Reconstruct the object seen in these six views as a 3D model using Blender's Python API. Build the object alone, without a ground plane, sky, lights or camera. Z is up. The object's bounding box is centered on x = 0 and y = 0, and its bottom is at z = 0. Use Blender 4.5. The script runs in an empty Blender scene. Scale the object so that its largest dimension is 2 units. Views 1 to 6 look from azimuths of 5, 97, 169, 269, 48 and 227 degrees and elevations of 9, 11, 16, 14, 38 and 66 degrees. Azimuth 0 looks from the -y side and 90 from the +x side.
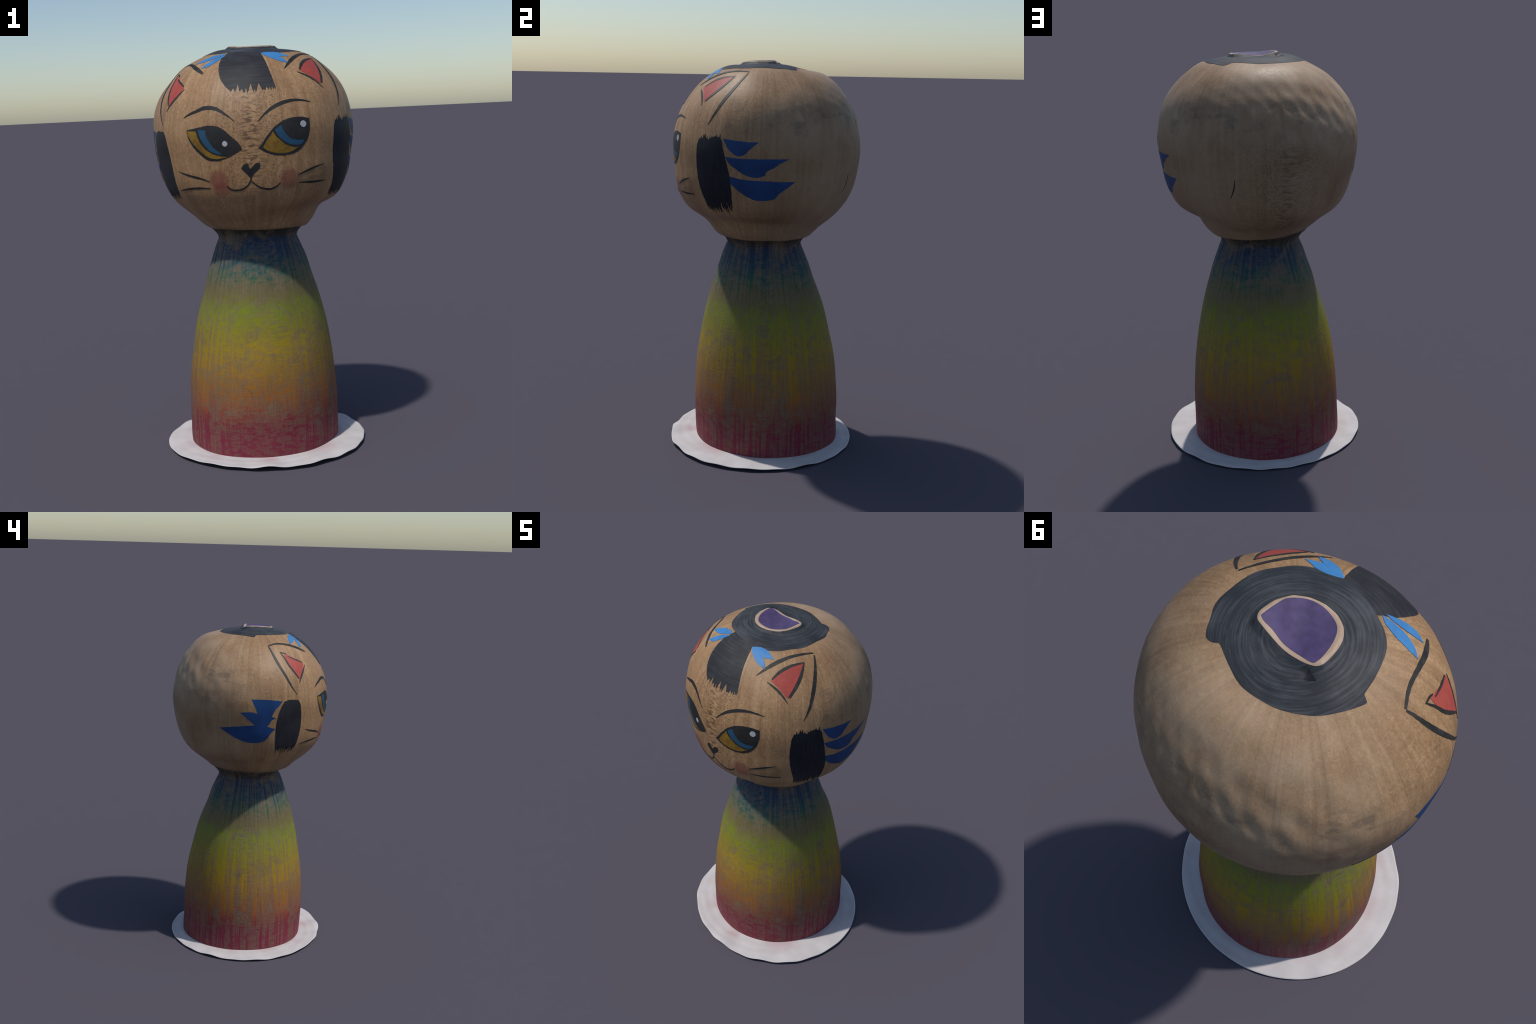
"""A turned wooden doll with a painted cat face, standing on a round sheet of paper.

Frame: metres, z up, face towards -y.  Directions on the head are given as
(azimuth, elevation) in degrees, seen from the head's centre; azimuth 0 is the
front (-y), 90 is +x.  Painted marks are thin paint layers that follow the head.
"""
import bpy, bmesh, math, random
import numpy as np

random.seed(7)
RNG = np.random.default_rng(7)
CENTRE = np.array([0.0, 0.0, 1.48])          # centre of the head


# ------------------------------------------------------------------ shape rules
def spline(xs, ys):
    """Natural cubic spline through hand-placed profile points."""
    x, y = np.asarray(xs, float), np.asarray(ys, float)
    n, h = len(x), np.diff(x)
    A, b = np.eye(n), np.zeros(n)
    for i in range(1, n - 1):
        A[i, i - 1:i + 2] = h[i - 1], 2 * (h[i - 1] + h[i]), h[i]
        b[i] = 6 * ((y[i + 1] - y[i]) / h[i] - (y[i] - y[i - 1]) / h[i - 1])
    m = np.linalg.solve(A, b)

    def f(q):
        q = np.clip(q, x[0], x[-1])
        i = np.clip(np.searchsorted(x, q) - 1, 0, n - 2)
        a, c = x[i + 1] - q, q - x[i]
        return (m[i] * a ** 3 + m[i + 1] * c ** 3) / (6 * h[i]) + (y[i] / h[i] - m[i] * h[i] / 6) * a + (y[i + 1] / h[i] - m[i + 1] * h[i] / 6) * c
    return f


def smooth(lo, hi, v):
    t = np.clip((v - lo) / (hi - lo), 0, 1)
    return t * t * (3 - 2 * t)


# head: mean profile over elevation, then how far it leans / flattens (1st-3rd harmonic)
EL = [-70, -62, -55, -48, -40, -30, -20, -10, 0, 10, 20, 30, 40, 50, 60, 68, 76, 84, 90]
HEAD_R = spline(EL, [.440, .4362, .4360, .4295, .4315, .4545, .4675, .4715, .4780, .494, .5106, .5255, .5333, .5375, .5335, .5235, .5125, .5005, .4955])
HEAD_H = [spline(EL, v) for v in (
    [-.008, -.0076, .0012, .0012, -.0012, 0, .0006, -.0019, -.0050, -.0052, -.0048, -.0056, -.0060, -.0048, -.0005, .005, .001, 0, 0],
    [.014, .0130, .0060, -.0014, -.0085, -.0032, .0016, .0036, -.0004, -.0006, .0006, .0038, .0055, .0045, .0062, .0020, -.003, -.002, 0],
    [-.001, -.0012, -.001, -.0012, .0045, -.0014, -.0023, -.0037, -.0057, -.0082, -.0102, -.0107, -.0079, -.0035, -.0028, -.004, -.005, -.002, 0],
    [-.001, -.0020, -.0020, -.0010, -.0030, .0030, .0037, .0023, .0035, .0032, .0012, -.0008, -.0015, -.0028, -.0012, -.002, -.001, 0, 0],
    [0, -.0003, -.001, -.0021, -.0004, .0009, -.0001, -.0015, -.0005, 0, .0008, -.0005, -.0003, -.0018, -.0016, .0012, 0, 0, 0],
    [0, -.0001, .0007, -.0015, -.0014, -.0018, .0003, .0013, 0, -.0014, .0006, .0012, -.0008, -.0016, -.0027, -.0006, 0, 0, 0])]

# the raised knob on the crown, seen from above (x, y); flat-cut at the back
KNOB = [(.128, .037), (.125, -.035), (.109, -.076), (.069, -.106), (.024, -.12), (-.016, -.12), (-.062, -.105), (-.086, -.07),
        (-.1, -.036), (-.104, .03), (-.092, .046), (-.033, .055), (.009, .06), (.055, .056), (.095, .052), (.114, .049)]
KNOB = [tuple((np.array(KNOB[i - 1]) + 2 * np.array(KNOB[i]) + np.array(KNOB[(i + 1) % len(KNOB)])) / 4) for i in range(len(KNOB))]
SPOT = [(.112, .030), (.111, -.025), (.103, -.059), (.069, -.094), (.027, -.108), (-.017, -.104), (-.05, -.088), (-.072, -.054),
        (-.085, -.012), (-.088, .02), (-.079, .033), (-.041, .037), (.016, .042), (.062, .036), (.095, .036)]


def polygon_distance(px, py, poly):
    """Signed distance, positive inside."""
    P = np.array(poly)
    Q = np.roll(P, -1, 0)
    best, inside = np.full(px.shape, 9.0), np.zeros(px.shape, bool)
    for (ax, ay), (bx, by) in zip(P, Q):
        t = np.clip(((px - ax) * (bx - ax) + (py - ay) * (by - ay)) / ((bx - ax) ** 2 + (by - ay) ** 2), 0, 1)
        best = np.minimum(best, np.hypot(px - ax - t * (bx - ax), py - ay - t * (by - ay)))
        if ay != by:
            inside ^= ((ay > py) != (by > py)) & (px < (bx - ax) * (py - ay) / (by - ay) + ax)
    return np.where(inside, best, -best)


def direction(az, el):
    a, e = np.radians(az), np.radians(el)
    return np.stack([np.cos(e) * np.sin(a), -np.cos(e) * np.cos(a), np.sin(e)], -1)


def head_point(d, lift=0.0):
    """Point of the head's surface in direction d (unit vectors), lifted outward."""
    d = np.asarray(d, float)
    az = np.arctan2(d[..., 0], -d[..., 1])
    el = np.degrees(np.arcsin(np.clip(d[..., 2], -1, 1)))
    r = HEAD_R(el)
    for k, h in enumerate(HEAD_H):
        n = k // 2 + 1
        r = r + h(el) * (np.cos(n * az) if k % 2 == 0 else np.sin(n * az))
    # hand-turned unevenness
    x, y, z = d[..., 0], d[..., 1], d[..., 2]
    r = r + .0006 * (np.sin(11 * x + 7 * z + 1) + np.sin(13 * y - 9 * z + 2) + np.sin(17 * x - 14 * y + 3 * z))
    deg = np.degrees(az)
    r = r + .004 * np.exp(-((deg + 95) / 35) ** 2 - ((el - 71) / 6) ** 2)
    back = (deg - 205 + 180) % 360 - 180
    dents = np.exp(-(back / 55) ** 2 - ((el - 32) / 15) ** 2)
    r = r + .0016 * dents * (np.sin(31 * x + 12 * z) + np.sin(27 * y - 22 * z + 1) + .8 * np.sin(44 * x - 30 * z + 18 * y))
    top = el > 60
    if np.any(top):
        k = r[top] / 1.0
        px, py = x[top] * k, y[top] * k
        s = polygon_distance(px, py, KNOB)
        dip = np.exp(-((px + .01) / .062) ** 2 - ((py - .06) / .055) ** 2)
        bump = .0150 * smooth(-.024, .008, s) * (1 - .9 * dip) - .004 * smooth(.0, .05, s)
        bump += .0012 * np.sin(60 * px + 1) * np.sin(55 * py) * smooth(0, .02, s)
        bump -= .005 * np.exp(-((px + .1) / .018) ** 2 - ((py - .062) / .018) ** 2)
        r = r.copy()
        r[top] += bump
    return CENTRE + d * (r + lift)[..., None]


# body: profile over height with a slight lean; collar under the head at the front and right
Z = [0, .03, .12, .2, .3, .4, .5, .6, .7, .8, .88, .95, 1.01, 1.06]
BODY_R = spline(Z, [.379, .3813, .3812, .3821, .3776, .3701, .3563, .3381, .3158, .287, .2618, .2386, .2165, .1955])
BODY_H = [spline(Z, v) for v in (
    [-.028, -.0266, -.0222, -.0211, -.0197, -.0174, -.0152, -.0118, -.0091, -.0056, -.0004, -.0009, .003, .0043],
    [-.011, -.0106, -.0096, -.0077, -.0066, -.0062, -.0048, -.0044, -.0019, .0008, -.0011, .0014, -.0004, 0],
    [.0004, .0004, .0007, .0018, .0017, .0026, .0025, .0003, .0015, .0013, -.0007, -.0015, -.0017, -.0019],
    [-.004, -.004, -.0036, -.0036, -.0009, -.0002, .0017, .0014, .0015, .0001, .0011, .0006, .0013, .0033])]


def body_radius(az, z):
    r = BODY_R(z)
    for k, h in enumerate(BODY_H):
        n = k // 2 + 1
        r = r + h(z) * (np.cos(n * az) if k % 2 == 0 else np.sin(n * az))
    return r + .0007 * (np.sin(5 * az + 9 * z) + np.sin(9 * az - 14 * z + 1)) * smooth(1.05, .95, z)


# ------------------------------------------------------------------ mesh helpers
def make_mesh(name, verts, faces, material, parent, smooth_shade=True):
    me = bpy.data.meshes.new(name)
    me.from_pydata([tuple(v) for v in verts], [], faces)
    me.update()
    if smooth_shade:
        me.polygons.foreach_set("use_smooth", [True] * len(me.polygons))
    me.materials.append(material)
    ob = bpy.data.objects.new(name, me)
    bpy.context.collection.objects.link(ob)
    ob.parent = parent
    return ob


def grid_faces(rows, cols, base=0):
    return [(base + i * cols + j, base + i * cols + (j + 1) % cols, base + (i + 1) * cols + (j + 1) % cols, base + (i + 1) * cols + j)
            for i in range(rows - 1) for j in range(cols)]


class Chart:
    """Flat map of the head around one direction (azimuthal equidistant, degrees)."""

    def __init__(self, dirs):
        c = dirs.mean(0)
        self.c = c / np.linalg.norm(c)
        e = np.cross([0, 0, 1.0], self.c)
        if np.linalg.norm(e) < .05:
            e = np.array([1.0, 0, 0]) - self.c[0] * self.c
        self.e = e / np.linalg.norm(e)
        self.n = np.cross(self.c, self.e)

    def flat(self, d):
        th = np.degrees(np.arccos(np.clip(d @ self.c, -1, 1)))
        x, y = d @ self.e, d @ self.n
        k = th / np.maximum(np.hypot(x, y), 1e-9)
        return np.stack([x * k, y * k], -1)

    def up(self, q):
        th = np.radians(np.hypot(q[:, 0], q[:, 1]))
        k = np.sin(th) / np.maximum(np.hypot(q[:, 0], q[:, 1]), 1e-9)
        return np.cos(th)[:, None] * self.c + (q[:, :1] * k[:, None]) * self.e + (q[:, 1:] * k[:, None]) * self.n


def catmull(p, closed=False, steps=6):
    p = np.asarray(p, float)
    if len(p) < 3:
        t = np.linspace(0, 1, steps + 1)[:, None]
        return p[0] * (1 - t) + p[-1] * t
    e = np.vstack([p[-1:], p, p[:2]]) if closed else np.vstack([2 * p[0] - p[1], p, 2 * p[-1] - p[-2]])
    out = []
    for i in range(1, len(e) - 2):
        a, b, c, d = e[i - 1:i + 3]
        for t in np.arange(steps) / steps:
            out.append(.5 * (2 * b + (c - a) * t + (2 * a - 5 * b + 4 * c - d) * t * t + (3 * b - a - 3 * c + d) * t ** 3))
    if not closed:
        out.append(p[-1])
    return np.array(out)


def outline(q, sharp=50):
    """Closed outline: curved between corners that turn by more than `sharp` degrees."""
    n = len(q)
    turn = []
    for i in range(n):
        a, b = q[i] - q[i - 1], q[(i + 1) % n] - q[i]
        turn.append(abs(math.degrees(math.atan2(a[0] * b[1] - a[1] * b[0], a @ b))))
    corners = [i for i in range(n) if turn[i] > sharp]
    if not corners:
        return catmull(q, True)
    out = []
    for k, i in enumerate(corners):
        j = corners[(k + 1) % len(corners)]
        idx = [(i + s) % n for s in range(((j - i - 1) % n) + 2)]
        out.append(catmull(q[idx], steps=5)[:-1])
    return np.vstack(out)


def paint_shape(name, chart, poly, material, parent, lift, cell=1.3, depth=.004):
    """A thin layer of paint with the given flat outline, laid on the head."""
    bm = bmesh.new()
    q = np.asarray(poly)
    keep = [0]
    for i in range(1, len(q)):
        if np.hypot(*(q[i] - q[keep[-1]])) > .03:
            keep.append(i)
    q = q[keep]
    vs = [bm.verts.new((a, b, 0)) for a, b in q]
    bm.faces.new(vs)
    bm.normal_update()
    if bm.faces[:][0].normal.z < 0:
        bmesh.ops.reverse_faces(bm, faces=bm.faces[:])
    for axis in (0, 1):
        lo, hi = q[:, axis].min(), q[:, axis].max()
        for v in np.arange(lo + cell, hi, cell):
            co, no = [0, 0, 0], [0, 0, 0]
            co[axis], no[axis] = v, 1
            bmesh.ops.bisect_plane(bm, geom=bm.verts[:] + bm.edges[:] + bm.faces[:], plane_co=co, plane_no=no, dist=1e-5)
    bmesh.ops.triangulate(bm, faces=bm.faces[:])
    bm.verts.index_update()
    flat = np.array([v.co[:2] for v in bm.verts])
    faces = [tuple(v.index for v in f.verts) for f in bm.faces]
    rim = [tuple(l.vert.index for l in (e.link_loops[0], e.link_loops[0].link_loop_next)) for e in bm.edges if len(e.link_faces) == 1]
    bm.free()
    d = chart.up(flat)
    top = head_point(d, lift)
    verts, n = list(top), len(top)
    ids = sorted({i for e in rim for i in e})            # skirt: own vertices, so the edge stays crisp
    at = {v: n + k for k, v in enumerate(ids)}
    verts += list(top[ids])
    low = {v: n + len(ids) + k for k, v in enumerate(ids)}
    verts += list(head_point(d[ids], lift - depth))
    faces += [(at[b], at[a], low[a], low[b]) for a, b in rim]
    return make_mesh(name, verts, faces, material, parent)


def wobble(q, amount):
    """Uneven brush edge."""
    if amount <= 0:
        return q
    t = np.cumsum(np.hypot(*np.diff(np.vstack([q, q[:1]]), axis=0).T))
    ph = RNG.uniform(0, 6.28, 4)
    w = np.sin(t * 1.1 + ph[0]) + np.sin(t * 2.3 + ph[1]) + .7 * np.sin(t * 4.7 + ph[2])
    g = np.roll(q, -1, 0) - np.roll(q, 1, 0)
    nrm = np.stack([g[:, 1], -g[:, 0]], -1) / np.maximum(np.hypot(g[:, 0], g[:, 1]), 1e-6)[:, None]
    return q + nrm * (w * amount)[:, None]


def patch(name, pts, material, lift=.0012, sharp=50, rough=.05, cell=1.3):
    d = direction(*np.array(pts, float).T)
    c = Chart(d)
    return paint_shape(name, c, wobble(outline(c.flat(d), sharp), rough), material, HEAD, lift, cell)


def stroke(name, pts, widths, material, lift=.0016, rough=.04):
    """A brush stroke along pts; widths (degrees) at the start, along it, and at the end."""
    d = direction(*np.array(pts, float).T)
    c = Chart(d)
    p = catmull(c.flat(d), steps=8)
    s = np.concatenate([[0], np.cumsum(np.hypot(*np.diff(p, axis=0).T))])
    w = spline(np.linspace(0, s[-1], len(widths)), widths)(s) if len(widths) > 2 else np.interp(s, [0, s[-1]], widths)
    w = np.maximum(w, .12) / 2
    ph = RNG.uniform(0, 6.28, 2)
    g = np.gradient(p, axis=0)
    nrm = np.stack([-g[:, 1], g[:, 0]], -1) / np.hypot(g[:, 0], g[:, 1])[:, None]
    a = p + nrm * (w + rough * np.sin(s * 1.7 + ph[0]))[:, None]
    b = p - nrm * (w + rough * np.sin(s * 2.1 + ph[1]))[:, None]
    return paint_shape(name, c, np.vstack([a, b[::-1]]), material, HEAD, lift)


def frayed(start, end, hairs):
    """Ragged brush ends from start to end: list of (position 0-1, tip length, notch depth) in degrees of elevation."""
    (a0, e0), (a1, e1) = start, end
    out = []
    for i, (t, tip, notch) in enumerate(hairs):
        nxt = hairs[i + 1][0] if i + 1 < len(hairs) else 1.0
        out.append((a0 + (a1 - a0) * t, e0 + (e1 - e0) * t - tip))
        m = t + (nxt - t) * .55
        if i + 1 < len(hairs):
            out.append((a0 + (a1 - a0) * m, e0 + (e1 - e0) * m + notch))
    return out


def crown_layer(name, dirs, material, lift, rings=40, hole=None):
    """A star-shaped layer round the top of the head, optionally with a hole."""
    c = Chart(dirs)
    q = outline(c.flat(dirs), 70)
    ang = np.arctan2(q[:, 1], q[:, 0])
    o = np.argsort(ang)
    th = np.linspace(-math.pi, math.pi, 361)[:-1]
    rad = np.interp(th, ang[o], np.hypot(q[o, 0], q[o, 1]), period=2 * math.pi)
    t = np.linspace(0.02, 1, rings)
    qq = (np.stack([np.cos(th), np.sin(th)], -1)[None] * (t[:, None] * rad)[..., None]).reshape(-1, 2)
    d = c.up(qq)
    top = head_point(d, lift)
    n, m = len(top), len(th)
    verts = list(top) + [head_point(c.up(np.zeros((1, 2))), lift)[0]] + list(top[-m:]) + list(head_point(d[-m:], lift - .004))
    faces = grid_faces(rings, m)[:] + [(n, (j + 1) % m, j) for j in range(m)]
    faces = [tuple(reversed(f)) if len(f) == 4 else tuple(f) for f in faces]
    faces += [(n + 1 + m + j, n + 1 + m + (j + 1) % m, n + 1 + (j + 1) % m, n + 1 + j) for j in range(m)]
    ob = make_mesh(name, verts, faces, material, HEAD)
    bm = bmesh.new()
    bm.from_mesh(ob.data)
    bmesh.ops.recalc_face_normals(bm, faces=bm.faces[:])
    bm.to_mesh(ob.data)
    bm.free()
    return ob


# ------------------------------------------------------------------ materials
class Nodes:
    def __init__(self, name):
        self.m = bpy.data.materials.new(name)
        self.m.use_nodes = True
        self.t = self.m.node_tree
        self.bsdf = self.t.nodes["Principled BSDF"]
        co = self.t.nodes.new("ShaderNodeTexCoord")
        self.p = co.outputs["Object"]

    def put(self, sock, v):
        if isinstance(v, bpy.types.NodeSocket):
            self.t.links.new(v, sock)
        elif v is not None:
            if isinstance(v, tuple) and len(v) == 3 and sock.type == "RGBA":
                v = (*v, 1)
            sock.default_value = v

    def math(self, op, a, b=None, c=None, clamp=False):
        n = self.t.nodes.new("ShaderNodeMath")
        n.operation, n.use_clamp = op, clamp
        for s, v in zip(n.inputs, (a, b, c)):
            self.put(s, v)
        return n.outputs[0]

    def vmath(self, op, a, b=None):
        n = self.t.nodes.new("ShaderNodeVectorMath")
        n.operation = op
        self.put(n.inputs[0], a)
        if b is not None:
            self.put(n.inputs[3 if op == "SCALE" else 1], b)
        return n.outputs["Value" if op in ("LENGTH", "DOT_PRODUCT", "DISTANCE") else "Vector"]

    def split(self, v):
        n = self.t.nodes.new("ShaderNodeSeparateXYZ")
        self.put(n.inputs[0], v)
        return n.outputs[0], n.outputs[1], n.outputs[2]

    def join(self, x, y, z):
        n = self.t.nodes.new("ShaderNodeCombineXYZ")
        for s, v in zip(n.inputs, (x, y, z)):
            self.put(s, v)
        return n.outputs[0]

    def stretch(self, v, s):
        return self.vmath("MULTIPLY", v, s)

    def noise(self, v, scale, detail=3.0, rough=.55, distort=0.0):
        n = self.t.nodes.new("ShaderNodeTexNoise")
        self.put(n.inputs["Vector"], v)
        for k, x in (("Scale", scale), ("Detail", detail), ("Roughness", rough), ("Distortion", distort)):
            self.put(n.inputs[k], x)
        return n.outputs["Fac"]

    def cells(self, v, scale, jitter=1.0):
        n = self.t.nodes.new("ShaderNodeTexVoronoi")
        self.put(n.inputs["Vector"], v)
        self.put(n.inputs["Scale"], scale)
        self.put(n.inputs["Randomness"], jitter)
        return n.outputs["Distance"]

    def range(self, v, a, b, lo=0.0, hi=1.0, soft=True):
        n = self.t.nodes.new("ShaderNodeMapRange")
        n.interpolation_type = "SMOOTHSTEP" if soft else "LINEAR"
        for s, x in zip(n.inputs, (v, a, b, lo, hi)):
            self.put(s, x)
        return n.outputs[0]

    def ramp(self, v, stops):
        n = self.t.nodes.new("ShaderNodeValToRGB")
        e = n.color_ramp.elements
        while len(e) < len(stops):
            e.new(.5)
        for k, (p, c) in zip(e, stops):
            k.position, k.color = p, (*c, 1)
        self.put(n.inputs[0], v)
        return n.outputs[0]

    def mix(self, f, a, b, mode="MIX"):
        n = self.t.nodes.new("ShaderNodeMix")
        n.data_type, n.blend_type = "RGBA", mode
        self.put(n.inputs[0], f)
        self.put(n.inputs[6], a)
        self.put(n.inputs[7], b)
        return n.outputs[2]

    def gauss(self, v, centre, width):
        d = self.math("DIVIDE", self.math("SUBTRACT", v, centre), width)
        return self.math("EXPONENT", self.math("MULTIPLY", self.math("MULTIPLY", d, d), -1.0))

    def finish(self, colour, rough=.6, bump=None, strength=.3, distance=.004, specular=.4, coat=0.0):
        self.put(self.bsdf.inputs["Base Color"], colour)
        self.put(self.bsdf.inputs["Roughness"], rough)
        self.put(self.bsdf.inputs["Specular IOR Level"], specular)
        self.put(self.bsdf.inputs["Coat Weight"], coat)
        self.put(self.bsdf.inputs["Coat Roughness"], .35)
        if bump is not None:
            n = self.t.nodes.new("ShaderNodeBump")
            self.put(n.inputs["Height"], bump)
            self.put(n.inputs["Strength"], strength)
            self.put(n.inputs["Distance"], distance)
            self.put(self.bsdf.inputs["Normal"], n.outputs[0])
        return self.m

    def around(self):
        """Azimuth in radians (0 front), measured both from the front and from the back."""
        x, y, z = self.split(self.p)
        front = self.math("ARCTAN2", x, self.math("MULTIPLY", y, -1.0))
        back = self.math("ARCTAN2", self.math("MULTIPLY", x, -1.0), y)
        return front, back, z


def wood_material():
    n = Nodes("head_wood")
    az, back, z = n.around()
    arc = n.math("MULTIPLY", az, .45)
    surf = n.join(arc, z, 0.0)
    # long vertical grain and fine mottled figure
    grain = n.noise(n.join(n.math("MULTIPLY", az, 9.0), n.math("MULTIPLY", z, 1.2), 0.0), 1.6, 4, .6)
    figure = n.noise(n.stretch(n.p, (1.0, 1.0, .7)), 95.0, 2, .6, 1.2)
    cloud = n.noise(n.p, 5.0, 4, .6)
    turning = n.noise(n.join(n.math("MULTIPLY", az, .8), n.math("MULTIPLY", z, 60.0), 0.0), 1.0, 3, .6)
    tone = n.math("ADD", n.math("MULTIPLY", figure, .50), n.math("ADD", n.math("MULTIPLY", cloud, .32), n.math("MULTIPLY", grain, .45)))
    col = n.ramp(n.range(tone, .40, .92, soft=False), [(0, WOOD_DARK), (.5, WOOD_MID), (1, WOOD_LIGHT)])
    col = n.mix(n.range(turning, .55, .75, 0, .10), col, (.12, .07, .035))
    # thin vertical growth lines
    lines = n.noise(n.join(n.math("MULTIPLY", az, 30.0), n.math("MULTIPLY", z, .9), 3.0), 1.0, 2, .5)
    col = n.mix(n.range(lines, .56, .68, 0, .27), col, (.12, .066, .030))
    # rays of quarter-cut wood: dashes in the middle, dots beside them, at the front and the back
    wob = n.math("ADD", az, n.math("MULTIPLY", n.math("SUBTRACT", cloud, .5), .2))
    for ang, mid, lo, hi, amount in ((wob, .06, 1.34, 1.80, .9), (back, .12, 1.14, 1.62, .45)):
        a = n.math("SUBTRACT", ang, mid)
        core = n.gauss(a, 0.0, .13)
        wide = n.gauss(a, 0.0, .33)
        height = n.math("MULTIPLY", n.range(z, lo - .1, lo + .08), n.range(z, hi + .04, hi - .06))
        dash = n.range(n.noise(n.join(n.math("MULTIPLY", a, 11.0), n.math("MULTIPLY", z, 88.0), 5.0), 1.0, 2, .5), .47, .60)
        dots = n.range(n.cells(n.join(n.math("MULTIPLY", a, 42.0), n.math("MULTIPLY", z, 92.0), 2.0), 1.0, .75), .56, .28)
        fleck = n.math("MAXIMUM", n.math("MULTIPLY", dash, core), n.math("MULTIPLY", dots, n.math("MULTIPLY", wide, n.math("SUBTRACT", 1.0, n.math("MULTIPLY", core, .8)))))
        patchy = n.range(n.noise(n.p, 9.0, 2), .30, .55, .55, 1.0)
        col = n.mix(n.math("MULTIPLY", n.math("MULTIPLY", n.math("MULTIPLY", fleck, height), patchy), amount), col, (.085, .042, .02))
    col = n.mix(n.math("MULTIPLY", n.range(n.math("ABSOLUTE", az), 1.3, 2.3), n.range(cloud, .3, .7, .15, .55)), col, (.43, .32, .215))  # back half tinted paler for the gloss baked into the scan
    # shade below a ragged reflection line, painted darker round the back and sides
    ragged = n.noise(n.stretch(n.p, (1, 1, 1.5)), 5.5, 7, .66, .7)
    edge = n.math("ADD", 1.735, n.math("ADD", n.math("MULTIPLY", n.gauss(back, -.42, .45), .07), n.math("MULTIPLY", n.gauss(back, 1.35, .65), -.15)))
    below = n.range(n.math("ADD", z, n.math("MULTIPLY", n.math("SUBTRACT", ragged, .5), .36)), n.math("ADD", edge, .018), n.math("SUBTRACT", edge, .022))
    side = n.range(n.math("ADD", n.math("ABSOLUTE", az), n.math("MULTIPLY", n.math("SUBTRACT", ragged, .5), .8)), 1.25, 1.75)
    warm = n.math("MULTIPLY", n.gauss(z, n.math("ADD", edge, .0), .07), n.math("MULTIPLY", side, n.range(n.noise(n.p, 7.0, 5, .62), .45, .62, 0, .55)))  # brown clouds painted along the edge of that reflected horizon
    col = n.mix(n.math("MULTIPLY", n.math("MULTIPLY", below, side), BAKED_SHADE), col, (.10, .062, .036))
    col = n.mix(n.math("MULTIPLY", n.math("MULTIPLY", fleck, height), .35), col, (.028, .020, .014))
    col = n.mix(warm, col, (.21, .118, .06))
    dark_reflection = n.math("MULTIPLY", n.range(n.noise(n.stretch(n.p, (1, 1, 1.8)), 11.0, 4, .6), .52, .68), n.math("MULTIPLY", n.gauss(z, 1.72, .10), n.range(n.math("ABSOLUTE", az), 1.0, 1.3)))  # cloudy grey reflections drawn into the wood colour at the sides
    col = n.mix(n.math("MULTIPLY", dark_reflection, .5), col, (.10, .078, .062))
    # rubbed-on rouge
    d = n.vmath("NORMALIZE", n.vmath("SUBTRACT", n.p, tuple(CENTRE)))
    for a, e, size, amt in ((-16.8, -12.9, 6.2, .58), (-16.0, -18.6, 5.2, .48), (24.4, -13.4, 6.4, .58)):
        k = n.vmath("DISTANCE", d, tuple(direction(a, e)))
        k = n.math("ADD", k, n.math("MULTIPLY", n.math("SUBTRACT", ragged, .5), .035))
        col = n.mix(n.range(k, math.radians(size) * 1.22, math.radians(size) * .6, 0, amt), col, (.165, .032, .030))
    height = n.math("ADD", figure, n.math("MULTIPLY", turning, .6))
    return n.finish(col, n.range(figure, .3, .7, .48, .60), height, .2, .0025, .4, .0)


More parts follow.
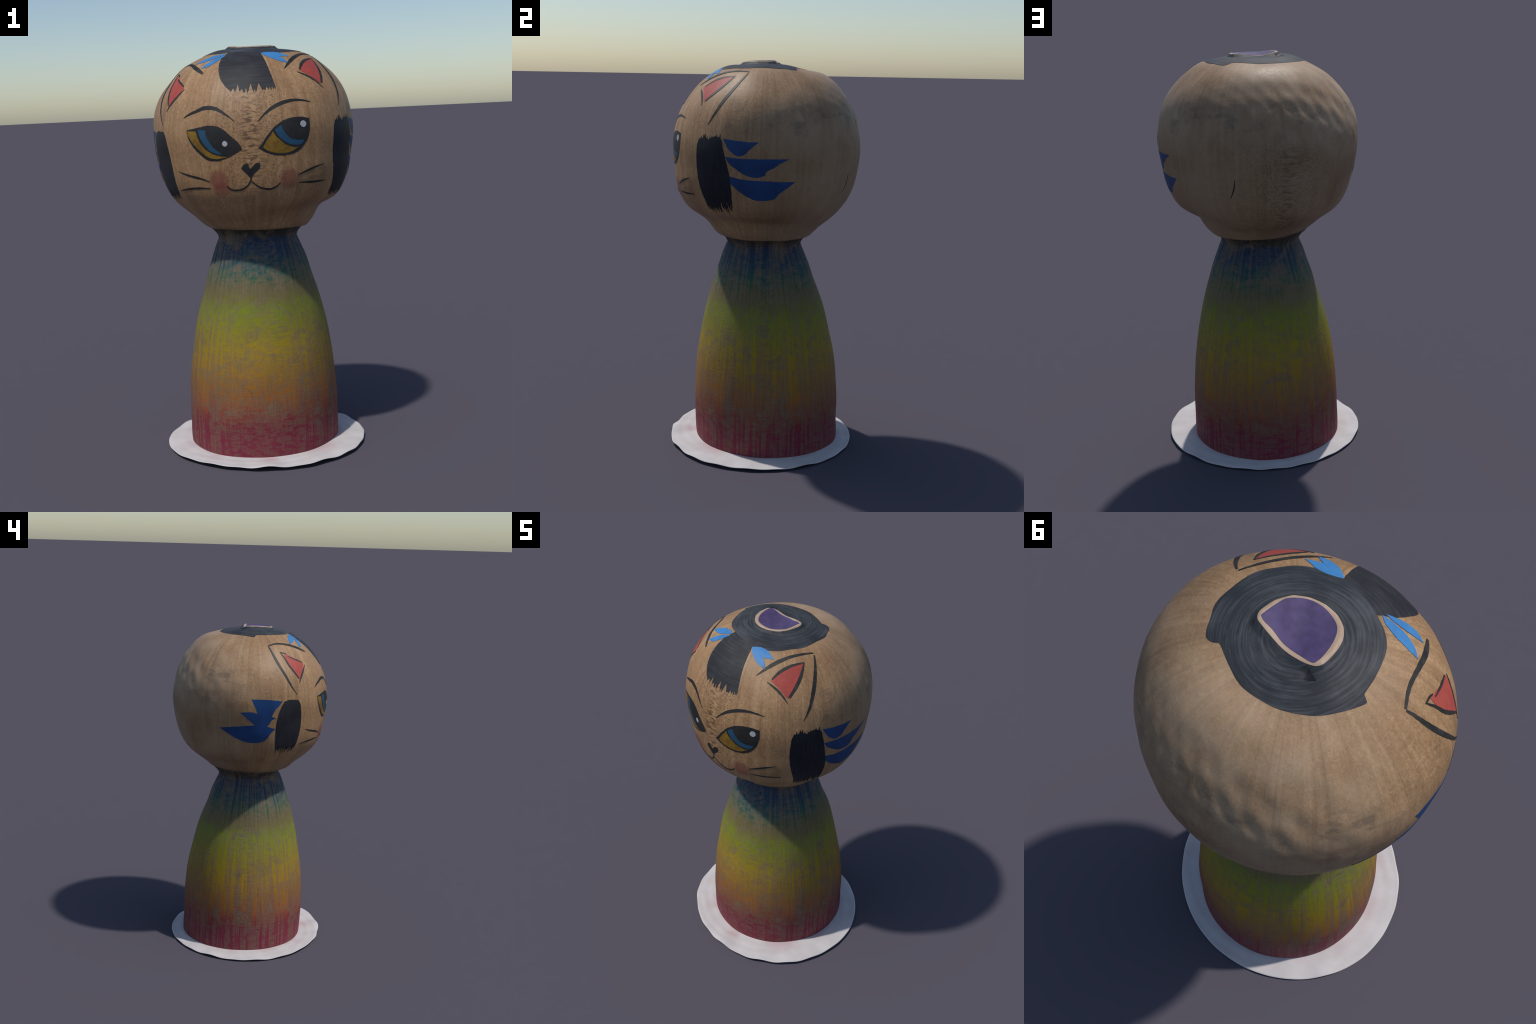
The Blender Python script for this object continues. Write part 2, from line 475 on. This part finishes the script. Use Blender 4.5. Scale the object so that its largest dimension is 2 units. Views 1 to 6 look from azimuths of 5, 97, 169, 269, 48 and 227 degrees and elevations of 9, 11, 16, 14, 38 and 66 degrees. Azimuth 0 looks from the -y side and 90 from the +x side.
def body_material():
    n = Nodes("rainbow_crayon_wood")
    az, back, z = n.around()
    arc = n.math("MULTIPLY", az, .34)
    surf = n.join(arc, z, 0.0)
    streak = n.noise(n.join(n.math("MULTIPLY", az, 17.0), n.math("MULTIPLY", z, 1.3), 0.0), 1.0, 2, .6, .15)
    blotch = n.noise(n.p, 13.0, 4, .6, .4)
    hatch = n.noise(n.stretch(surf, (14.0, 95.0, 1.0)), 1.0, 3, .65)
    crumb = n.noise(n.p, 75.0, 3, .65, .8)
    thread = n.noise(n.stretch(surf, (120.0, 9.0, 1.0)), 1.0, 3, .6)
    front = n.gauss(az, .10, .62)
    sides = n.math("MULTIPLY", n.math("SUBTRACT", 1.0, front), n.math("SUBTRACT", 1.0, n.math("MULTIPLY", n.gauss(back, -.1, .65), .6)))
    wood = n.ramp(n.range(n.math("ADD", n.math("MULTIPLY", thread, .6), n.math("MULTIPLY", crumb, .4)), .3, .7, soft=False),
                  [(0, BODY_DARK), (1, BODY_LIGHT)])
    ray = n.math("MULTIPLY", n.math("MAXIMUM", n.gauss(az, 1.75, .16), n.gauss(az, -1.62, .16)),
                 n.range(n.noise(n.join(n.math("MULTIPLY", az, 11.0), n.math("MULTIPLY", z, 75.0), 0.0), 1.0, 2), .5, .62))
    wood = n.mix(n.math("MULTIPLY", ray, .45), wood, (.07, .055, .04))
    zz = n.math("ADD", z, n.math("MULTIPLY", n.math("SUBTRACT", streak, .5), n.math("MULTIPLY", n.math("ADD", n.math("MULTIPLY", sides, .75), .25), n.range(z, .95, .2, .05, .30))))
    zz = n.math("ADD", zz, n.math("MULTIPLY", n.math("SUBTRACT", blotch, .5), .13))
    zz = n.math("ADD", zz, n.math("MULTIPLY", n.math("SUBTRACT", crumb, .5), .05))
    t = n.range(zz, 0.0, 1.1, soft=False)
    pig = n.ramp(t, PIGMENT)
    rubbed = n.ramp(t, [(p, (c, c, c)) for p, c in RUBBED])   # thin stain of colour at each height
    strong = n.ramp(t, [(p, (c, c, c)) for p, c in STRONG])   # how strongly the crayon catches on top
    drawn = n.range(streak, .47, .62)
    lines = n.math("MULTIPLY", drawn, n.math("MULTIPLY", sides, .65))
    rubbed = n.math("MULTIPLY", rubbed, n.math("SUBTRACT", 1.0, n.math("MULTIPLY", n.math("MULTIPLY", sides, .38), n.math("SUBTRACT", 1.0, drawn))))
    fleck = n.math("MULTIPLY", n.range(n.noise(n.stretch(surf, (24.0, 36.0, 1.0)), 1.0, 4, .62, .5), .47, .63), n.math("ADD", .35, n.math("MULTIPLY", front, .35)))
    weave = n.math("MULTIPLY", n.range(hatch, .48, .64), .35)
    catch = n.math("ADD", lines, n.math("ADD", fleck, weave))
    cover = n.math("ADD", rubbed, n.math("MULTIPLY", strong, catch))
    bald = n.range(n.noise(n.stretch(n.p, (1, 1, 1.3)), 10.0, 4, .6, .8), .50, .66, 0, .7)
    cover = n.math("MULTIPLY", n.math("MINIMUM", cover, .95), n.math("SUBTRACT", 1.0, n.math("MULTIPLY", bald, n.range(z, .06, .22, .15, .8))))
    col = n.mix(cover, wood, pig)
    col = n.mix(n.range(crumb, .54, .74, 0, .22), col, (.022, .017, .012))
    col = n.mix(n.range(thread, .55, .75, 0, .18), col, (.022, .017, .012))
    crack = n.range(n.math("ABSOLUTE", n.math("SUBTRACT", n.noise(n.stretch(n.p, (1, 1, .6)), 6.0, 2, .5, .5), .5)), .006, .0, 0, .35)
    col = n.mix(n.math("MULTIPLY", crack, n.gauss(az, -.1, .4)), col, (.05, .035, .02))
    h = n.math("ADD", n.math("MULTIPLY", thread, .7), n.math("ADD", n.math("MULTIPLY", crumb, .8), n.math("MULTIPLY", hatch, .6)))
    return n.finish(col, .72, h, .45, .003, .25)


def lacquer_material(name, colour, pale, amount=.35, ringed=False, rough=.5, upright=(60.0, 7.0)):
    n = Nodes(name)
    x, y, z = n.split(n.p)
    az, _, _ = n.around()
    if ringed:      # brush went round the crown
        rad = n.math("SQRT", n.math("ADD", n.math("MULTIPLY", x, x), n.math("MULTIPLY", y, y)))
        v = n.join(n.math("MULTIPLY", az, 1.3), n.math("MULTIPLY", rad, 130.0), 0.0)
    else:
        v = n.join(n.math("MULTIPLY", az, upright[0]), n.math("MULTIPLY", z, upright[1]), 0.0)
    brush = n.noise(v, 1.0, 4, .65)
    soft = n.noise(n.p, 9.0, 3)
    f = n.math("MULTIPLY", n.range(n.math("ADD", n.math("MULTIPLY", brush, .6), n.math("MULTIPLY", soft, .4)), .4, .72), amount)
    return n.finish(n.mix(f, colour, pale), rough, n.math("ADD", brush, n.math("MULTIPLY", n.noise(n.p, 120.0, 2), .5)), .2, .002, .28)


def paint_material(name, colour, dark, rough=.55, scale=40.0, amount=.6):
    n = Nodes(name)
    a = n.noise(n.p, scale, 3, .6)
    b = n.noise(n.p, 8.0, 2)
    f = n.math("MULTIPLY", n.range(n.math("ADD", n.math("MULTIPLY", a, .6), n.math("MULTIPLY", b, .4)), .38, .66), amount)
    return n.finish(n.mix(f, colour, dark), rough, n.noise(n.p, 130.0, 2), .15, .0015, .35)


def paper_material():
    n = Nodes("white_paper")
    az, _, z = n.around()
    x, y, _ = n.split(n.p)
    rad = n.math("SQRT", n.math("ADD", n.math("MULTIPLY", x, x), n.math("MULTIPLY", y, y)))
    tone = n.noise(n.p, 7.0, 4, .6)
    col = n.ramp(tone, [(.3, (.515, .478, .468)), (.7, (.60, .568, .556))])
    pink = n.math("MULTIPLY", n.range(n.noise(n.p, 5.0, 2), .42, .66), n.range(rad, .47, .37, 0, .55))
    col = n.mix(pink, col, (.48, .32, .34))
    return n.finish(col, .8, n.noise(n.p, 14.0, 3, .55), .25, .006, .2)


WOOD_DARK, WOOD_MID, WOOD_LIGHT = (.175, .092, .038), (.335, .196, .095), (.52, .335, .185)
BAKED_SHADE = .26
BODY_DARK, BODY_LIGHT = (.105, .073, .045), (.245, .178, .112)
PIGMENT = [(.0, (.185, .014, .042)), (.14, (.20, .017, .042)), (.21, (.225, .032, .028)), (.30, (.31, .105, .015)), (.40, (.32, .165, .012)),
           (.50, (.31, .21, .008)), (.59, (.24, .22, .007)), (.67, (.165, .21, .008)), (.715, (.135, .14, .016)), (.76, (.085, .095, .025)), (.795, (.030, .090, .045)),
           (.84, (.010, .075, .07)), (.90, (.006, .045, .085)), (.955, (.007, .03, .075)), (.985, (.035, .032, .030)), (1.0, (.03, .027, .025))]  # last two stops blacken the neck with the head's contact shadow
RUBBED = [(.0, .68), (.12, .58), (.22, .45), (.3, .46), (.4, .56), (.5, .64), (.64, .60), (.70, .55), (.74, .42), (.78, .38), (.86, .60), (.95, .68), (1.0, .9)]
STRONG = [(.0, .75), (.12, .75), (.22, .65), (.3, .60), (.5, .60), (.64, .65), (.69, .70), (.735, .25), (.79, .55), (.86, .75), (.95, .65), (1.0, .5)]

M_WOOD = wood_material()
M_BODY = body_material()
M_CROWN = lacquer_material("black_lacquer_ringed", (.022, .025, .03), (.095, .10, .11), .8, True, .62)
M_HAIR = lacquer_material("black_lacquer", (.016, .017, .021), (.055, .056, .062), .7, False, .6, (3.0, 120.0))
M_LOCK = lacquer_material("black_lock_lacquer", (.013, .014, .018), (.045, .045, .052), .6)
M_SIDE = lacquer_material("black_side_lacquer", (.006, .008, .014), (.028, .03, .037), .6)
M_INK = paint_material("black_ink", (.012, .012, .013), (.03, .027, .025))
M_EAR_INK = paint_material("worn_black_ink", (.014, .014, .014), (.055, .05, .045))
M_RED = paint_material("ear_red", (.39, .070, .052), (.29, .045, .036))
M_SKY = paint_material("sky_blue_paint", (.050, .215, .48), (.033, .155, .38))
M_DEEP = paint_material("deep_blue_paint", (.007, .046, .16), (.005, .024, .09), scale=14)
M_YELLOW = paint_material("amber_eye_paint", (.23, .130, .013), (.125, .062, .010), scale=60, amount=.9)
M_IRIS = paint_material("blue_eye_paint", (.017, .072, .135), (.012, .048, .098), scale=30)
M_WHITE = paint_material("white_paint", (.42, .43, .45), (.28, .29, .31))
M_PURPLE = paint_material("purple_paint", (.085, .058, .155), (.042, .030, .072), .6, 30)
M_RING = paint_material("bare_wood_ring", (.46, .33, .235), (.36, .25, .17))
M_PIT = paint_material("dark_pit", (.006, .007, .009), (.01, .01, .012))
M_PAPER = paper_material()

# ------------------------------------------------------------------ the doll
DOLL = bpy.data.objects.new("wooden_doll", None)
bpy.context.collection.objects.link(DOLL)
DOLL["label"] = "turned wooden doll with painted cat face and rainbow body on paper"
DOLL["category"] = "wooden doll"

# head
cols = 400
els = np.concatenate([np.linspace(-55.8, 58, 170), np.linspace(58, 89.4, 110)[1:]])
a, e = np.meshgrid(np.linspace(0, 360, cols + 1)[:-1], els)
ring = head_point(direction(a.ravel(), e.ravel()))
n = len(ring)
verts = np.vstack([ring, head_point(np.array([[0, 0, 1.0]])), [[0, 0, 1.13]]])
faces = grid_faces(len(els), cols)
faces += [(n, n - cols + j, n - cols + (j + 1) % cols) for j in range(cols)] + [(n + 1, (j + 1) % cols, j) for j in range(cols)]
HEAD = make_mesh("head", verts, faces, M_WOOD, DOLL)

# body with its neck collar
cols = 300
azs = np.linspace(0, 2 * math.pi, cols + 1)[:-1]
rows = []
for z in np.concatenate([[0.0], np.linspace(.008, 1.06, 200)]):
    r = body_radius(azs, np.full(cols, z)) - (.004 if z < .005 else 0)
    rows.append(np.stack([r * np.sin(azs), -r * np.cos(azs), np.full(cols, z)], -1))
neck = body_radius(azs, np.full(cols, 1.06))
deg = (np.degrees(azs) + 180) % 360 - 180
chin = np.exp(-((deg + 8) / 32) ** 2)                       # the collar stays narrow under the chin
for dr, z in [(.001, 1.068), (.005, 1.078), (.014, 1.090), (.028, 1.104), (.041, 1.114), (.049, 1.121), (.036, 1.132)]:
    r = neck + dr * .9 * (1 - .85 * chin) - .012 * chin
    rows.append(np.stack([r * np.sin(azs), -r * np.cos(azs), np.full(cols, z)], -1))
nr = len(rows)
verts = np.vstack(rows + [[[0, 0, 0.0], [0, 0, 1.13]]])
n = nr * cols
faces = grid_faces(nr, cols) + [(n, (j + 1) % cols, j) for j in range(cols)] + [(n + 1, n - cols + j, n - cols + (j + 1) % cols) for j in range(cols)]
make_mesh("body", verts, faces, M_BODY, DOLL)

# paper sheet: slightly curled rim, thin
cols, rings = 360, 26
azs = np.linspace(0, 2 * math.pi, cols + 1)[:-1]
rim = .4965 + .0027 * np.cos(azs) - .0129 * np.cos(2 * azs) + .0018 * np.sin(2 * azs) - .0021 * np.cos(3 * azs) + .0026 * np.sin(3 * azs)
rim += (.0024 * np.sin(11 * azs + 1 + 2 * np.sin(2 * azs)) + .0012 * np.sin(23 * azs + 2)) * (.45 + .55 * np.cos(azs - .3))
curl = .0130 + .0065 * np.cos(azs) + .0005 * np.sin(azs) + (.0035 + .0015 * np.cos(azs)) * np.sin(12 * azs + .6) * (.5 + .5 * np.sin(3 * azs + 1)) + .0018 * np.sin(21 * azs)
curl -= .006 * np.exp(-(((azs - math.radians(285) + math.pi) % (2 * math.pi) - math.pi) / .4) ** 2)
verts = []
for side in (1, -1):
    for t in np.linspace(0, 1, rings):
        r = .33 + (rim - .33) * t
        z = 0.0166 + (curl - 0.0166) * smooth(.25, 1, t) + .0012 * np.sin(5 * azs + 9 * t) * np.sin(3 * t * math.pi)
        z = np.maximum(z + (.0012 if side > 0 else -.0012), .0001)
        verts.append(np.stack([r * np.sin(azs), -r * np.cos(azs), z], -1))
verts = np.vstack(verts)
half = rings * cols
faces = [tuple(reversed(f)) for f in grid_faces(rings, cols)]
faces += grid_faces(rings, cols, half)
faces += [((rings - 1) * cols + (j + 1) % cols, (rings - 1) * cols + j, half + (rings - 1) * cols + j, half + (rings - 1) * cols + (j + 1) % cols) for j in range(cols)]
paper = make_mesh("paper_base", verts, faces, M_PAPER, DOLL)
bm = bmesh.new()
bm.from_mesh(paper.data)
bmesh.ops.recalc_face_normals(bm, faces=bm.faces[:])
bm.to_mesh(paper.data)
bm.free()

# ------------------------------------------------------------------ crown of hair
crown = direction(*np.array([(-87, 62.4), (-86, 64.2), (-70, 64.8), (-50, 64.1), (-35, 64), (-22, 64.5), (-3, 64), (16, 61.8), (29, 61.6), (46, 61.6),
                             (60, 62.1), (76, 61.6), (96, 62.2), (108, 61.6), (119, 62.2), (127, 61.9), (133, 62.3), (137, 64.4), (139, 66.4), (157, 67.6),
                             (177, 67.2), (198, 67.2), (217, 66.4), (238, 65), (256, 63.8), (270, 62.2)], float).T)
crown_layer("hair_crown", crown, M_CROWN, .0012, 90)


def from_above(pts, z):
    d = np.array([(x, y, z - CENTRE[2]) for x, y in pts])
    return d / np.linalg.norm(d, axis=1)[:, None]


ring_edge = [(.012 + (x - .012) * 1.035, -.02 + (y + .02) * 1.05) if y < .03 else (x, y - .002) for x, y in KNOB]   # runs down the slope except at the back
crown_layer("crown_ring", from_above(ring_edge, 1.988), M_RING, .0022, 60)
crown_layer("crown_spot", from_above([(.01 + (x - .01) * 1.03, -.03 + (y + .03) * 1.03) for x, y in SPOT], 1.998), M_PURPLE, .0032, 60)
chip = from_above([(-.084, .046), (-.096, .076), (-.121, .055)], 1.965)
c = Chart(chip)
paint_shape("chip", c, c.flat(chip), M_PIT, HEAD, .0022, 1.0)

# fringe over the forehead, with ragged hair tips
fringe = [(-19, 66.5), (-21, 62.5), (-22.6, 58), (-20.8, 51.6), (-18.2, 45.8), (-15.4, 41.6), (-12.2, 38.4), (-9.2, 36)]
fringe += frayed((-8, 35.6), (20, 35), [(0, .8, 1.4), (.10, 1.3, 3.4), (.20, .6, .6), (.30, 1.6, 1.2), (.38, 2.0, 3.6), (.50, 1.1, .5), (.56, 1.5, 3.8),
                                       (.70, .5, .1), (.76, .6, 1.6), (.84, .4, 1.5), (.90, .5, 1.6), (.95, .3, 1.3), (1.0, .4, 0)])
fringe += [(20, 37.3), (19.2, 42.9), (18.3, 50.4), (17.6, 57.4), (17, 62), (15, 66.5)]
patch("hair_fringe", fringe, M_HAIR, .0009, 40, .05)

# side locks
lock = [(56.2, 15.4), (57.2, 16.9), (59.0, 16.4), (60.6, 18.3), (62, 17.2), (64, 16.4), (66, 17.2), (68, 18.0), (70.4, 17.7), (72.6, 16.4), (74, 11), (75.2, 6), (76.4, 0), (77.4, -6), (77.6, -12), (77.3, -17)]
lock += frayed((77, -21.5), (58.4, -24), [(0, .6, 1.2), (.12, 1.2, 3.5), (.22, 1.5, 2), (.33, 1.8, 4), (.45, 1.6, 2), (.56, 1.5, 3.4), (.68, 1.4, 3), (.80, .9, 2), (.9, .9, 2.5), (1, .7, 0)])
lock += [(57.6, -17.6), (56, -10), (54.8, -3), (54.6, 4.6), (55.2, 11.8)]
patch("hair_lock", lock, M_SIDE, .0012, 45)
lock = [(-67, 14), (-63, 14.9), (-58.5, 14.6), (-55.6, 14.3), (-54, 12), (-52.7, 7.6), (-51.6, 1), (-51.2, -6), (-51.6, -13)]
lock += frayed((-52.6, -20.5), (-70.4, -22), [(0, 1.6, 1.0), (.16, 1.2, 3), (.28, 1.0, 1), (.45, 1.8, 1.4), (.55, 1.6, 3), (.7, 1.0, 1.5), (.8, .6, 2.6), (.9, .6, 2.2), (1, .3, 0)])
lock += [(-71.6, -14), (-72.2, -4.5), (-71.5, 2.7), (-70, 8.6)]
patch("hair_lock", lock, M_LOCK, .0012, 45)

strands = random.Random(3)
for edge_a, edge_b, base, mat in ((58.5, 76.8, -20.5, M_SIDE), (-70.2, -53, -19.5, M_LOCK)):
    for i in range(13):
        u = (i + strands.uniform(.1, .9)) / 13
        az0 = edge_a + (edge_b - edge_a) * u
        drop = strands.uniform(3.5, 6.5)
        lean = strands.uniform(-.5, .9)
        stroke("hair_strand", [(az0, base), (az0 + lean * .4, base - drop * .5), (az0 + lean, base - drop)], [.8, .6, .15], mat, .0014, .02)
for i in range(9):
    az0 = 57 + 15.5 * (i + strands.uniform(.1, .9)) / 9
    stroke("hair_strand", [(az0, 15.4), (az0 + .2, 17), (az0 + .3, strands.uniform(17.6, 19.2))], [.9, .7, .15], M_SIDE, .0014, .02)

# blue ribbons behind the side locks
patch("ribbon", [(73.7, 17.2), (79, 16.5), (88, 15.8), (94.2, 15.7), (91.6, 14.1), (88.7, 11.6), (86, 9.2), (82.8, 8.3), (79.4, 9.7), (76.2, 12.9)], M_DEEP, .0010)
patch("ribbon", [(74.8, 7.8), (82, 7.2), (89.5, 7.1), (101, 7.2), (111, 7.3), (106.3, 5.2), (102.7, 2.7), (98.3, .4), (97.4, -1.9), (92.4, -3.2), (86.3, -1.8), (81, 1.3), (76.9, 4.5)], M_DEEP, .0010)
patch("ribbon", [(77, -3), (85.5, -4.5), (97, -5), (115, -5.6), (111, -8.6), (105.7, -12.6), (103.6, -15.5), (98.6, -16.8), (91.4, -16.6), (85.1, -13.4), (80.5, -9.9), (77.6, -7)], M_DEEP, .0010)
patch("ribbon", [(-90, 15.4), (-79, 15.2), (-68.4, 14), (-71.3, 10.8), (-73.9, 8), (-76.5, 3), (-80, 1.5), (-85, 4.5), (-86.4, 8.1), (-88.4, 12.3)], M_DEEP, .0010)
patch("ribbon", [(-97.3, 6.6), (-89.5, 7), (-84, 5.4), (-78, 4.6), (-72.5, 2.8), (-75, 2), (-77.9, -1.8), (-80, -3.4), (-86.6, -2.2), (-89.5, -.2), (-93, 2.8)], M_DEEP, .0013)
patch("ribbon", [(-112.6, -4.9), (-100.5, -3.4), (-86.6, -1.9), (-79, -3), (-72.6, -5), (-75.7, -8), (-77.8, -11.8), (-81.5, -14.8), (-88, -15.7), (-95.2, -14.6), (-101.5, -11.9), (-107, -8.5)], M_DEEP, .0016)

# sky-blue leaves beside the fringe
patch("leaf", [(-20.5, 62.6), (-28, 62.8), (-36, 60.9), (-42.5, 57.4), (-46.8, 53.2), (-40, 54.4), (-33, 56.8), (-26, 60)], M_SKY, .0016)
patch("leaf", [(-20, 61), (-26, 59.2), (-31, 56), (-34.4, 52.4), (-35.6, 49.6), (-30.4, 51), (-26.2, 54), (-23, 57.6)], M_SKY, .0019)
patch("leaf", [(16.6, 62.2), (23, 63), (30, 63), (37, 61.2), (40.5, 58.9), (43.4, 56.6), (37.6, 57), (32.3, 57.4), (26, 58.6), (20.4, 60)], M_SKY, .0016)
patch("leaf", [(16.8, 62), (24, 61), (30, 59), (33, 57), (35.2, 54.6), (36.7, 51.2), (30.3, 53.3), (24.2, 56.4), (20, 59.4)], M_SKY, .0019)

# ears: outer strokes, red inside, inner strokes
stroke("ear_outline", [(30.8, 47.3), (36.4, 50.9), (45.8, 54.9), (56.4, 57.3), (69, 58), (81.2, 57)], [.3, 1.6, 2.0, 1.6, 1.2, .6], M_EAR_INK)
stroke("ear_outline", [(81, 55.7), (77.3, 49.8), (73.3, 43), (70, 37), (67, 31.2), (64.6, 27.2), (62.4, 23.9)], [.5, 1.2, 1.7, 1.9, 1.6, 1.0, .2], M_EAR_INK)
patch("ear_inside", [(42.2, 45.3), (48.4, 48.8), (57.6, 51.8), (68.6, 53.1), (66.6, 48.4), (61.5, 43.2), (57.5, 38.9), (53.6, 36.2), (48.3, 41.2)], M_RED, .0012)
stroke("ear_inner_line", [(43, 46), (48.8, 49.9), (57.8, 52.7), (69.6, 53.4)], [.8, 1.6, 1.3, .6], M_EAR_INK)
stroke("ear_inner_line", [(69.6, 53.4), (64.6, 47.2), (60, 42), (54.6, 36.6)], [.5, 1.5, 1.7, 1.1], M_EAR_INK)
stroke("ear_inner_line", [(39.6, 44.6), (46, 41.3), (50.4, 37.7), (53.6, 33.6)], [.3, 1.2, 1.1, .2], M_EAR_INK)
stroke("ear_outline", [(-73.9, 52.2), (-67, 53.9), (-60, 54.1), (-50.5, 52.5), (-42, 49.9), (-31.8, 46.2)], [.9, 1.3, 1.5, 1.9, 2.1, 1.2], M_EAR_INK)
stroke("ear_outline", [(-74.1, 51.7), (-71, 43.4), (-67.8, 35.8), (-64.2, 28.8), (-61, 23.4), (-56.8, 18)], [.7, 1.4, 1.8, 1.5, 1.0, .2], M_EAR_INK)
patch("ear_inside", [(-60.6, 45.8), (-54, 43), (-43.6, 38), (-46.6, 34.2), (-52.8, 27.8), (-56.4, 31.8), (-59.4, 36.8), (-60.7, 41.3)], M_RED, .0012)
stroke("ear_inner_line", [(-58.2, 43.6), (-51, 41.2), (-44.6, 38.8)], [.4, 1.0, .6], M_EAR_INK)
stroke("ear_inner_line", [(-64.4, 46.9), (-61.6, 42.2), (-59, 36), (-53.4, 28)], [.4, 1.1, 1.3, .7], M_EAR_INK)
stroke("ear_inner_line", [(-42.6, 37), (-47, 33), (-50.4, 29.6), (-54, 25)], [.3, 1.1, 1.3, .2], M_EAR_INK)
stroke("ear_inner_line", [(-64.3, 46.6), (-61, 46.2), (-58, 45)], [.3, .8, .3], M_EAR_INK)

# eyebrows
stroke("eyebrow", [(-37.3, 21.5), (-33.5, 23.4), (-28.6, 25), (-24.1, 26.4), (-18.9, 26.4), (-14.9, 25.3), (-11.1, 23.2), (-7.5, 20.8), (-5, 18.5)],
       [.3, 1.1, 1.5, 1.9, 2.0, 1.7, 1.2, .7, .2], M_INK)
stroke("eyebrow", [(7.6, 18.4), (10.9, 21.5), (15.2, 24.5), (19.5, 26.4), (24.5, 27.7), (30.1, 28.2), (35.7, 27.6), (39.8, 26.7)], [.3, .8, 1.5, 1.7, 1.7, 1.2, .9, .2], M_INK)

# eyes: black ground (lids and pupil), amber, blue, glint
patch("eye_outline", [(-34.6, 15.2), (-27.4, 16.4), (-21.1, 17.3), (-15.2, 16.7), (-11.1, 14.6), (-6.8, 10.8), (-3.5, 7.8), (-1.5, 4.2), (-5.3, 2.2), (-9.6, .1),
                      (-13.9, -1.3), (-17.7, -1.8), (-22.6, -.9), (-26.8, 2.2), (-30.6, 6), (-33.2, 10), (-34.4, 13)], M_INK, .0010, 60)
patch("eye_amber", [(-34.2, 14.6), (-28.6, 14.6), (-27.6, 11.9), (-25.9, 8.4), (-23.6, 5.4), (-20, 2.9), (-15.9, 1.3), (-10.3, .3), (-14.3, -.4), (-19.2, -.3),
                    (-23.4, 1.6), (-27.1, 4.7), (-30.5, 8.1), (-33.5, 12)], M_YELLOW, .0016)
patch("iris", [(-27, 15.2), (-22.5, 14.9), (-22, 12.2), (-20.3, 8.9), (-17.4, 5.2), (-15, 3.2), (-12.8, 1.7), (-16.6, 2.4), (-20.3, 4.2), (-23.3, 7.4), (-25.6, 10.9)], M_IRIS, .0016)
patch("eye_glint", [(-12.7, 7.6), (-12.1, 8.7), (-11.1, 9.1), (-10.1, 8.6), (-9.6, 7.6), (-10.1, 6.5), (-11.1, 6.1), (-12.2, 6.6)], M_WHITE, .0016, 80, .01)
patch("eye_outline", [(8.6, 5.9), (11.5, 9.9), (15.6, 14.4), (19.4, 17), (23.7, 18.8), (29, 19.5), (33.9, 19.2), (37.3, 18.4), (37.2, 14), (36.1, 9.4), (34.2, 6.1), (31.4, 3),
                      (27.6, .9), (22.4, 0), (17.3, .2), (11.9, 1.8), (7, 4.6)], M_INK, .0010, 60)
patch("eye_amber", [(9.8, 4.9), (12.2, 8.4), (15.5, 12.8), (17.6, 9.9), (20.9, 6.9), (24.4, 4.8), (28.1, 4.1), (29.9, 4.4), (27, 2.4), (22.3, 1.2), (16.8, 1.5), (12.4, 3)], M_YELLOW, .0016)
patch("iris", [(16.5, 13.8), (20.4, 15.9), (21.2, 13.6), (23.1, 10.7), (26.1, 8.5), (29.2, 7.8), (33.5, 7.6), (31.8, 5.6), (28.6, 5.2), (24.5, 6), (20.5, 8.5), (18.1, 11)], M_IRIS, .0016)
patch("eye_glint", [(31.3, 15.9), (32, 17.1), (33.2, 17.5), (34.4, 17), (35, 15.8), (34.4, 14.6), (33.2, 14.1), (31.9, 14.7)], M_WHITE, .0016, 80, .01)

# nose, mouth, whiskers
patch("nose", [(-2.5, -6.4), (-1.7, -4.5), (.2, -3.6), (1.4, -4), (1.5, -5.2), (2.4, -6.7), (4.2, -4.7), (6, -3.5), (7.7, -3.7), (8, -5.4), (6.2, -7.8), (4, -9.8),
               (2.9, -11.5), (2.6, -13.7), (1.9, -13.6), (1.8, -11.3), (-.6, -8.9)], M_INK, .0012, 60)
stroke("mouth", [(2.2, -13), (.4, -16), (-2.9, -18.3), (-6.8, -18.9), (-10, -18.2), (-12.1, -16.3)], [.5, .7, .9, .9, .8, .6], M_INK)
stroke("mouth", [(2.2, -13.3), (5.2, -16), (8.8, -18), (13.1, -18.7), (16.2, -17.8), (19.3, -15.4)], [.5, .6, .9, 1.1, .9, .6], M_INK)
stroke("whisker", [(-45.4, -7.6), (-38.6, -9.5), (-31.9, -10.9), (-27, -12.1), (-22.8, -13.6)], [.2, .9, 1.2, 1.0, .3], M_INK)
stroke("whisker", [(-49.5, -19.2), (-39.6, -18), (-31.1, -17.4), (-23, -17.6)], [.2, 1.1, 1.1, .3], M_INK)
stroke("whisker", [(29.6, -11.4), (34.4, -9.7), (39.7, -7.9), (46.9, -6)], [.3, 1.1, 1.0, .2], M_INK)
stroke("whisker", [(30.3, -15.8), (35.9, -15.9), (42.4, -16), (49.9, -15.6)], [.3, 1.1, 1.1, .2], M_INK)
# crack in the wood at the back
stroke("crack", [(157, -2.5), (156, -8), (153.5, -14)], [.2, .7, .2], M_INK, .0008)
